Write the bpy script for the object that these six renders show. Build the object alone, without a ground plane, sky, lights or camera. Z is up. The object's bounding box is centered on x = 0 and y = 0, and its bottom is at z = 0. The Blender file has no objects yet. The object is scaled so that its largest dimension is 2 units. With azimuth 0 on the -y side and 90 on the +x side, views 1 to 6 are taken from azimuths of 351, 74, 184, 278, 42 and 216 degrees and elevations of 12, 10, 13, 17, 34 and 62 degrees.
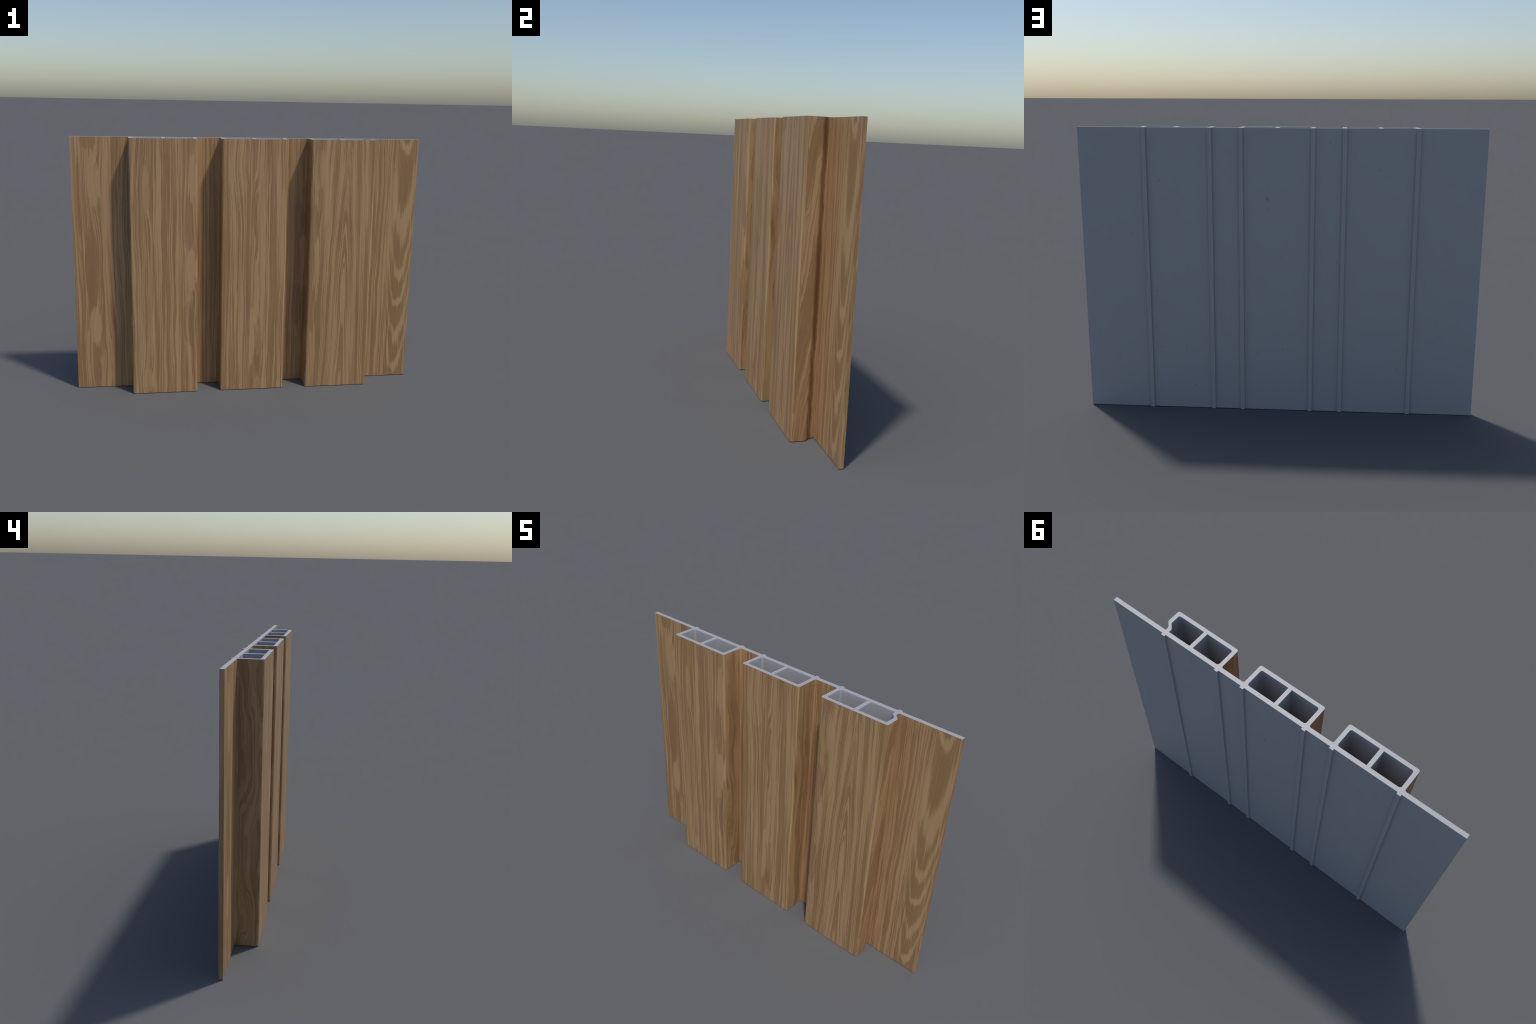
# Hollow fluted wall-cladding panel: an extruded grey profile (flat backing
# plate, three raised hollow slats with a divider each, small mounting ribs
# behind) whose visible front is wrapped in an oak-grain film.
import bpy, math

# ------------------------------------------------------------------ sizes (m)
HEIGHT = 1.4655
HALF_W = 1.0
Y_FRONT = -0.0790            # face of the slats
Y_INNER = -0.0585            # back of the slat face wall
Y_PLATE = 0.0462             # front of the backing plate
Y_BACK = 0.0688              # back of the backing plate
Y_RIB = 0.0787               # tips of the mounting ribs
WALL = 0.0205                # slat side walls, ribs, dividers
PITCH, SLAT_W, SLAT_CENTRE = 0.50675, 0.3735, 0.0133
R = 0.0115                   # fillet radius
STEPS = 8
JOG = 0.0262                 # set-back of the stepped side of the end slat

# ------------------------------------------------------------------ node graph
class V:
    """A float socket with arithmetic."""
    def __init__(s, g, sock): s.g, s.s = g, sock
    def _m(s, op, *o, clamp=False): return s.g.math(op, s, *o, clamp=clamp)
    def __add__(s, o): return s._m('ADD', o)
    __radd__ = __add__
    def __mul__(s, o): return s._m('MULTIPLY', o)
    __rmul__ = __mul__
    def __sub__(s, o): return s._m('SUBTRACT', o)
    def __rsub__(s, o): return s.g.math('SUBTRACT', o, s)
    def __truediv__(s, o): return s._m('DIVIDE', o)
    def clamp(s): return s._m('ADD', 0.0, clamp=True)


class Graph:
    def __init__(self, name):
        self.mat = bpy.data.materials.new(name)
        self.mat.use_nodes = True
        self.t = self.mat.node_tree
        self.t.nodes.clear()
        self.out = self.t.nodes.new('ShaderNodeOutputMaterial')
        self.bsdf = self.t.nodes.new('ShaderNodeBsdfPrincipled')
        self.t.links.new(self.bsdf.outputs[0], self.out.inputs[0])
        c = self.t.nodes.new('ShaderNodeTexCoord')
        sp = self.t.nodes.new('ShaderNodeSeparateXYZ')
        self.t.links.new(c.outputs['Object'], sp.inputs[0])
        self.x, self.y, self.z = (V(self, o) for o in sp.outputs)

    def put(self, sock, val):
        if isinstance(val, V):
            self.t.links.new(val.s, sock)
        elif hasattr(val, 'links'):
            self.t.links.new(val, sock)
        else:
            sock.default_value = val

    def math(self, op, a, b=0.0, clamp=False):
        n = self.t.nodes.new('ShaderNodeMath')
        n.operation, n.use_clamp = op, clamp
        self.put(n.inputs[0], a)
        self.put(n.inputs[1], b)
        return V(self, n.outputs[0])

    def vec(self, a, b, c=0.0):
        n = self.t.nodes.new('ShaderNodeCombineXYZ')
        for i, q in enumerate((a, b, c)):
            self.put(n.inputs[i], q)
        return n.outputs[0]

    def noise(self, vec, detail=2.0, rough=0.5, scale=1.0):
        """Noise centred on zero, roughly -0.5 to 0.5."""
        n = self.t.nodes.new('ShaderNodeTexNoise')
        n.inputs['Scale'].default_value = scale
        n.inputs['Detail'].default_value = detail
        n.inputs['Roughness'].default_value = rough
        self.t.links.new(vec, n.inputs['Vector'])
        return V(self, n.outputs[0]) - 0.5

    def step(self, v, lo, hi):
        n = self.t.nodes.new('ShaderNodeMapRange')
        n.interpolation_type = 'SMOOTHSTEP'
        self.put(n.inputs[0], v)
        n.inputs[1].default_value, n.inputs[2].default_value = lo, hi
        return V(self, n.outputs[0])

    def bell(self, v, centre, width):
        d = (v - centre) * (1.0 / width)
        return self.math('POWER', math.e, d * d * -1.0)

    def mix(self, f, a, b, blend='MIX'):
        n = self.t.nodes.new('ShaderNodeMix')
        n.data_type, n.blend_type = 'RGBA', blend
        self.put(n.inputs[0], f)
        for i, q in ((6, a), (7, b)):
            self.put(n.inputs[i], q if not isinstance(q, tuple) else (*q, 1.0))
        return n.outputs[2]

    def bump(self, v, strength, distance):
        n = self.t.nodes.new('ShaderNodeBump')
        n.inputs['Strength'].default_value = strength
        n.inputs['Distance'].default_value = distance
        self.put(n.inputs['Height'], v)
        self.t.links.new(n.outputs[0], self.bsdf.inputs['Normal'])


def oak_film():
    g = Graph('oak_grain_film')
    WRAP = 0.5                       # the film runs on round the slat sides
    p = g.x + (g.y - Y_PLATE) * WRAP
    z = g.z
    depth = Y_PLATE - Y_FRONT
    off = -depth * WRAP              # p of a point on a slat face = x + off
    # 0 on plate and slat faces, 1 half way along a side wall
    side = ((g.y - Y_PLATE) * (g.y - Y_FRONT) * (-4.0 / depth ** 2)).clamp()

    jag = g.noise(g.vec(p * 130.0, z * 9.0, 9.3), 2.0)
    sway = g.noise(g.vec(p * 14.0, z * 2.2, 5.1), 2.0)

    # growth-ring field: contour lines of this are the grain
    heart = 0.545 + off              # right of this line the rings run back the other way
    fold = heart - g.math('SQRT', (p - heart) * (p - heart) + 0.00003)
    phi = fold + g.noise(g.vec(p * 3.0, z * 0.8, 1.7), 2.0) * 0.060
    phi = phi + sway * 0.024 + jag * 0.009
    # broad leaning arch on the right slat, tall thin arches on the middle one
    phi = phi + g.bell(p + sway * 0.05, heart, 0.130) * (1.50 - z) * 0.080
    phi = phi + g.bell(p, 0.012 + off, 0.040) * (1.5 - z) * 0.026
    phi = phi + g.bell(p, -0.890, 0.060) * (g.bell(z, 1.20, 0.25) + g.bell(z, 0.0, 0.45)) * 0.035
    # side walls: slower, wandering figure; slanting on the stepped side
    phi = phi + side * (1.0 - g.step(g.x, 0.60, 0.66) * 0.7) * g.noise(g.vec(g.y * 10.0, z * 2.2, g.x), 2.0) * 0.085
    slant = g.step(g.x, 0.60, 0.66) * g.step(g.y, Y_FRONT + 0.003, Y_FRONT + 0.014) * (1.0 - g.step(g.y, 0.030, 0.044))
    phi = phi + slant * z * 0.10

    # lens-shaped figure: (x, z, half width, half length, light + / dark -)
    pj = p + jag * 0.012 + sway * 0.020
    zj = z + jag * 0.035 + sway * 0.06
    face = off
    pale, deep, bend = 0.0, 0.0, 0.0
    for shift, x0, z0, wx, wz, amount in (
            (0, -0.882, 1.22, 0.036, 0.17, 0.9), (0, -0.900, 0.72, 0.042, 0.24, -0.9),
            (0, -0.890, 0.38, 0.036, 0.12, 1.0), (0, -0.928, 0.20, 0.022, 0.16, 0.6),
            (0, -0.884, 0.10, 0.020, 0.16, -1.0), (0, -0.900, 1.45, 0.045, 0.06, -0.8),
            (0, -0.975, 0.90, 0.016, 0.50, 0.4), (0, -0.815, 0.90, 0.022, 0.60, 0.4),
            (face, -0.338, 0.735, 0.030, 0.13, 1.0), (face, -0.335, 1.26, 0.022, 0.13, 0.8),
            (face, -0.355, 1.00, 0.034, 0.17, -0.6), (face, -0.355, 0.42, 0.040, 0.14, -0.6),
            (face, -0.590, 1.16, 0.020, 0.16, 0.6), (face, -0.590, 0.08, 0.030, 0.08, 0.6),
            (face, 0.016, 1.08, 0.015, 0.16, -0.8), (face, 0.008, 0.33, 0.016, 0.19, 0.8),
            (face, 0.008, 0.06, 0.015, 0.10, -0.8), (face, -0.075, 1.30, 0.060, 0.18, 0.4),
            (face, 0.545, 0.56, 0.018, 0.19, 0.8), (face, 0.544, 0.22, 0.016, 0.16, -0.8),
            (face, 0.360, 0.48, 0.030, 0.14, -0.7), (face, 0.365, 1.00, 0.028, 0.13, -0.7),
            (face, 0.385, 1.30, 0.040, 0.12, 0.5)):
        dx, dz = (pj - (x0 + shift)) * (1.0 / wx), (zj - z0) * (1.0 / wz)
        b = g.math('POWER', math.e, (dx * dx + dz * dz) * -1.0)
        core = g.step(b, 0.30, 0.52) * abs(amount)
        if amount > 0:
            pale = core + pale
        else:
            deep = core + deep
        bend = b * 0.022 + bend          # neighbouring grain flows round the figure
    phi = phi + bend

    # bands of different width, each fading out along the board
    ring = g.noise(g.vec(phi * 30.0, z * 0.9, 3.3), 1.0) * 0.80
    ring = ring + g.noise(g.vec(phi * 118.0, z * 1.4, 0.4), 2.0, 0.65) * (1.9 - side * 0.5) - 0.03
    ring = ring * (slant * 0.5 + 1.0) - slant * 0.07
    ring = ring * (1.0 - (pale + deep).clamp() * 0.65) + (pale - deep) * 0.22

    # nested tongues hanging along the right edge
    dx = p + jag * 0.008 + sway * 0.010 - 0.926
    q = z + jag * 0.024 + sway * 0.10 + g.noise(g.vec(p * 26.0, z * 6.0, 8.0), 1.0) * 0.09 - dx * dx * 60.0
    tongue = -0.55
    for q0, w in ((1.40, 0.045), (0.94, 0.105), (0.660, 0.046), (0.465, 0.032), (0.250, 0.058), (0.06, 0.04)):
        tongue = g.bell(q, q0, w) * 1.25 + tongue
    edge = g.bell(p, 0.934, 0.060)
    ring = ring * (1.0 - edge * 0.5) + tongue * edge * 0.55

    band = g.step(ring, -0.225, 0.225)
    fine = g.noise(g.vec(phi * 190.0, 7.0, z * 1.2), 2.0, 0.6)
    fibre = g.noise(g.vec(p * 420.0, z * 8.0, 2.0), 2.0, 0.6)
    f = (band * 0.73 + 0.135 + fine * 0.80 + fibre * 0.50).clamp()

    tone = g.step(g.noise(g.vec(p * 9.0, z * 1.8, 4.4), 2.0), -0.20, 0.20)
    light = g.mix(tone, LIGHT_A, LIGHT_B)
    dark = g.mix(tone, DARK_A, DARK_B)
    col = g.mix(f, dark, light)
    pore = g.step(g.noise(g.vec(p * 260.0, z * 13.0, 6.0), 1.0), 0.17, 0.27)
    col = g.mix(pore * (1.0 - band) * 0.35, col, PORE)
    g.put(g.bsdf.inputs['Base Color'], col)
    g.bsdf.inputs['Roughness'].default_value = 0.5
    g.bump(fibre, 0.12, 0.001)
    return g.mat


LIGHT_A, LIGHT_B = (0.478, 0.286, 0.146), (0.462, 0.296, 0.140)
DARK_A, DARK_B = (0.268, 0.143, 0.062), (0.266, 0.149, 0.059)
PORE = (0.12, 0.065, 0.03)
GREY = (0.388, 0.382, 0.394)


def grey_core():
    g = Graph('grey_composite')
    v = g.vec(g.x, g.y, g.z)
    cloud = g.noise(v, 3.0, 0.55, 9.0)
    grain = g.noise(v, 2.0, 0.5, 90.0)
    col = g.mix((cloud * 0.9 + 0.5).clamp(), tuple(c * 0.94 for c in GREY), tuple(c * 1.05 for c in GREY))
    col = g.mix((grain * 0.5 + 0.5).clamp(), col, tuple(c * 0.99 for c in GREY))
    # sparse dirt specks of different size
    wob = g.noise(v, 2.0, 0.5, 60.0) * 0.012
    n = g.t.nodes.new('ShaderNodeTexVoronoi')
    n.inputs['Scale'].default_value = 9.0
    g.t.links.new(v, n.inputs['Vector'])
    d = V(g, n.outputs['Distance']) * (1.0 / 9.0) + wob
    sp = g.t.nodes.new('ShaderNodeSeparateColor')
    g.t.links.new(n.outputs['Color'], sp.inputs[0])
    pick = g.math('GREATER_THAN', V(g, sp.outputs[0]), 0.35)
    radius = V(g, sp.outputs[1]) * 0.010 + 0.003
    speck = (1.0 - g.step(d / radius, 0.35, 1.1)) * pick * 0.26
    # the one larger stain on the back
    dx, dz = (g.x - 0.060) * 1.15, (g.z - 1.119) * 0.9
    r = g.math('SQRT', dx * dx + dz * dz) + wob
    stain = (1.0 - g.step(r, 0.004, 0.015)) * 0.42
    col = g.mix(g.math('MAXIMUM', speck, stain), col, (0.15, 0.15, 0.155))
    g.put(g.bsdf.inputs['Base Color'], col)
    g.bsdf.inputs['Roughness'].default_value = 0.5
    g.bump(grain, 0.08, 0.001)
    return g.mat


WOOD, CORE = oak_film(), grey_core()

# ------------------------------------------------------------------ profile maths
def arc(cx, cy, r, a0, a1, n=STEPS):
    return [(cx + r * math.cos(math.radians(a0 + (a1 - a0) * i / n)),
             cy + r * math.sin(math.radians(a0 + (a1 - a0) * i / n))) for i in range(n + 1)]


def extrude(name, loop, hidden=()):
    """loop: list of (x, y, material, smooth), each entry describing the wall
    that starts at that point; material None = joint with a neighbour part."""
    n = len(loop)
    verts = [(x, y, 0.0) for x, y, *_ in loop] + [(x, y, HEIGHT) for x, y, *_ in loop]
    area = sum(loop[i][0] * loop[(i + 1) % n][1] - loop[(i + 1) % n][0] * loop[i][1] for i in range(n))
    ccw = area > 0
    faces, mats, smooth = [], [], []
    for i in range(n):
        j = (i + 1) % n
        if loop[i][2] is None:
            continue
        q = [i, j, j + n, i + n]
        faces.append(q if ccw else q[::-1])
        mats.append(0 if loop[i][2] == 'core' else 1)
        smooth.append(loop[i][3])
    top = list(range(n, 2 * n))
    bottom = list(range(n))[::-1]
    faces += [top if ccw else top[::-1], bottom if ccw else bottom[::-1]]
    mats += [0, 0]
    smooth += [False, False]
    me = bpy.data.meshes.new(name)
    me.from_pydata(verts, [], faces)
    me.materials.append(CORE)
    me.materials.append(WOOD)
    for poly, m, s in zip(me.polygons, mats, smooth):
        poly.material_index = m
        poly.use_smooth = s
    me.update()
    # fillets run smoothly into the flat walls, flat walls stay flat
    flat = []
    for i in range(n):
        (ax, ay, *_), (bx, by, *_) = loop[i], loop[(i + 1) % n]
        d = math.hypot(bx - ax, by - ay)
        sg = 1.0 if ccw else -1.0
        flat.append(((by - ay) / d * sg, -(bx - ax) / d * sg))
    normals = []
    for poly in me.polygons:
        for li in poly.loop_indices:
            if not poly.use_smooth:
                normals.append(tuple(poly.normal))
                continue
            v = me.loops[li].vertex_index % n
            wall = min(w % n for w in poly.vertices)
            if sorted(w % n for w in poly.vertices)[-1] == n - 1 and wall == 0:
                wall = n - 1
            other = (v - 1) % n if v == wall else v
            a, b = flat[wall], flat[other]
            if loop[other][2] is None or a[0] * b[0] + a[1] * b[1] < 0.8:
                m = a
                if loop[other][2] is None and a[0] != a[1]:      # ends tangent to the plate
                    m = (0.0, math.copysign(1.0, a[1])) if abs(a[1]) > 0.9 else a
            elif loop[other][3]:
                m = (a[0] + b[0], a[1] + b[1])
            else:
                m = b
            d = math.hypot(*m)
            normals.append((m[0] / d, m[1] / d, 0.0))
    me.normals_split_custom_set(normals)
    ob = bpy.data.objects.new(name, me)
    bpy.context.scene.collection.objects.link(ob)
    return ob


def path(pts_groups):
    """[(points, material, smooth)] -> loop; the wall after the last point of a
    group belongs to that group's tail = (material, False)."""
    loop = []
    for pts, mat, tail in pts_groups:
        for k, (x, y) in enumerate(pts):
            last = k == len(pts) - 1
            loop.append((x, y, tail if last else mat, not last))
    return loop


def s_curve(x0, x1, y_start, r=0.0185, n=8):
    """Two 45-degree bends joining x0 to x1 (x1 < x0), starting at y_start."""
    a = r * (1 - math.sqrt(0.5))
    run = (x0 - x1) - 2 * a
    y1 = y_start + 2 * r * math.sqrt(0.5) + run
    return arc(x0 - r, y_start, r, 0, 45, n) + arc(x1 + r, y1, r, 225, 180, n)


root = bpy.data.objects.new('wall_panel', None)
bpy.context.scene.collection.objects.link(root)
root['label'] = 'fluted hollow wall panel, oak-grain front, grey back'
root['category'] = 'wall panel'

parts = []
joints_front, joints_back = [], []       # (x0, x1) on the plate's front / back line
RF = 0.0095                              # outer fillet where slat meets plate

for k in (-1, 0, 1):
    c = SLAT_CENTRE + k * PITCH
    xl, xr = c - SLAT_W / 2, c + SLAT_W / 2
    il, ir = xl + WALL, xr - WALL
    w0, w1 = c - WALL / 2, c + WALL / 2
    stepped = k == 1
    ro = R
    groups = []
    # outer skin, left foot to right foot
    groups.append((arc(xl - RF, Y_PLATE - RF, RF, 90, 0), 'wood', 'wood'))
    groups.append((arc(xl + ro, Y_FRONT + ro, ro, 180, 270), 'wood', 'wood'))
    groups.append((arc(xr - ro, Y_FRONT + ro, ro, 270, 360), 'wood', 'wood'))
    if stepped:
        fx = xr - JOG                     # foot of the stepped side
        groups.append((s_curve(xr, fx, -0.0090), 'wood', 'wood'))
        groups.append(([(fx, Y_PLATE)], 'wood', None))
        foot_r = fx
        gx = ir - JOG
        groups.append(([(gx, Y_PLATE)], 'core', 'core'))
        groups.append((s_curve(ir, gx, -0.0080)[::-1], 'core', 'core'))
        foot_ri = gx
    else:
        groups.append((arc(xr + RF, Y_PLATE - RF, RF, 180, 90), 'wood', None))
        foot_r = xr + RF
        groups.append((arc(ir - R, Y_PLATE - R, R, 90, 0), 'core', 'core'))
        foot_ri = ir - R
    ri = 0.0105
    groups.append((arc(ir - ri, Y_INNER + ri, ri, 0, -90), 'core', 'core'))
    groups.append(([(w1, Y_INNER)], 'core', None))
    groups.append(([(w0, Y_INNER)], 'core', 'core'))
    groups.append((arc(il + ri, Y_INNER + ri, ri, 270, 180), 'core', 'core'))
    groups.append((arc(il + R, Y_PLATE - R, R, 180, 90), 'core', None))
    parts.append(extrude('hollow_slat', path(groups)))
    # divider inside the slat
    parts.append(extrude('divider', [(w0, Y_INNER, None, False), (w1, Y_INNER, 'core', False),
                                     (w1, Y_PLATE, None, False), (w0, Y_PLATE, 'core', False)]))
    joints_front += [(xl - RF, il + R), (w0, w1), (foot_ri, foot_r)]
    joints_back += [(xl, xl + WALL), ((foot_ri, foot_r) if stepped else (ir, xr))]

for x0, x1 in joints_back:
    parts.append(extrude('mounting_rib', [(x0, Y_BACK, None, False), (x1, Y_BACK, 'core', False),
                                          (x1, Y_RIB, 'core', False), (x0, Y_RIB, 'core', False)]))

# backing plate: front line left to right, back line right to left; between the
# two walls of a slat the plate shows its grey core, elsewhere the oak film
loop = [(-HALF_W, Y_PLATE, 'wood', False)]
for i, (x0, x1) in enumerate(joints_front):
    loop.append((x0, Y_PLATE, None, False))
    loop.append((x1, Y_PLATE, 'wood' if i % 3 == 2 else 'core', False))
loop.append((HALF_W, Y_PLATE, 'wood', False))
loop.append((HALF_W, Y_BACK, 'core', False))
for x0, x1 in reversed(joints_back):
    loop.append((x1, Y_BACK, None, False))
    loop.append((x0, Y_BACK, 'core', False))
loop.append((-HALF_W, Y_BACK, 'wood', False))
parts.append(extrude('backing_plate', loop))

for ob in parts:
    ob.parent = root
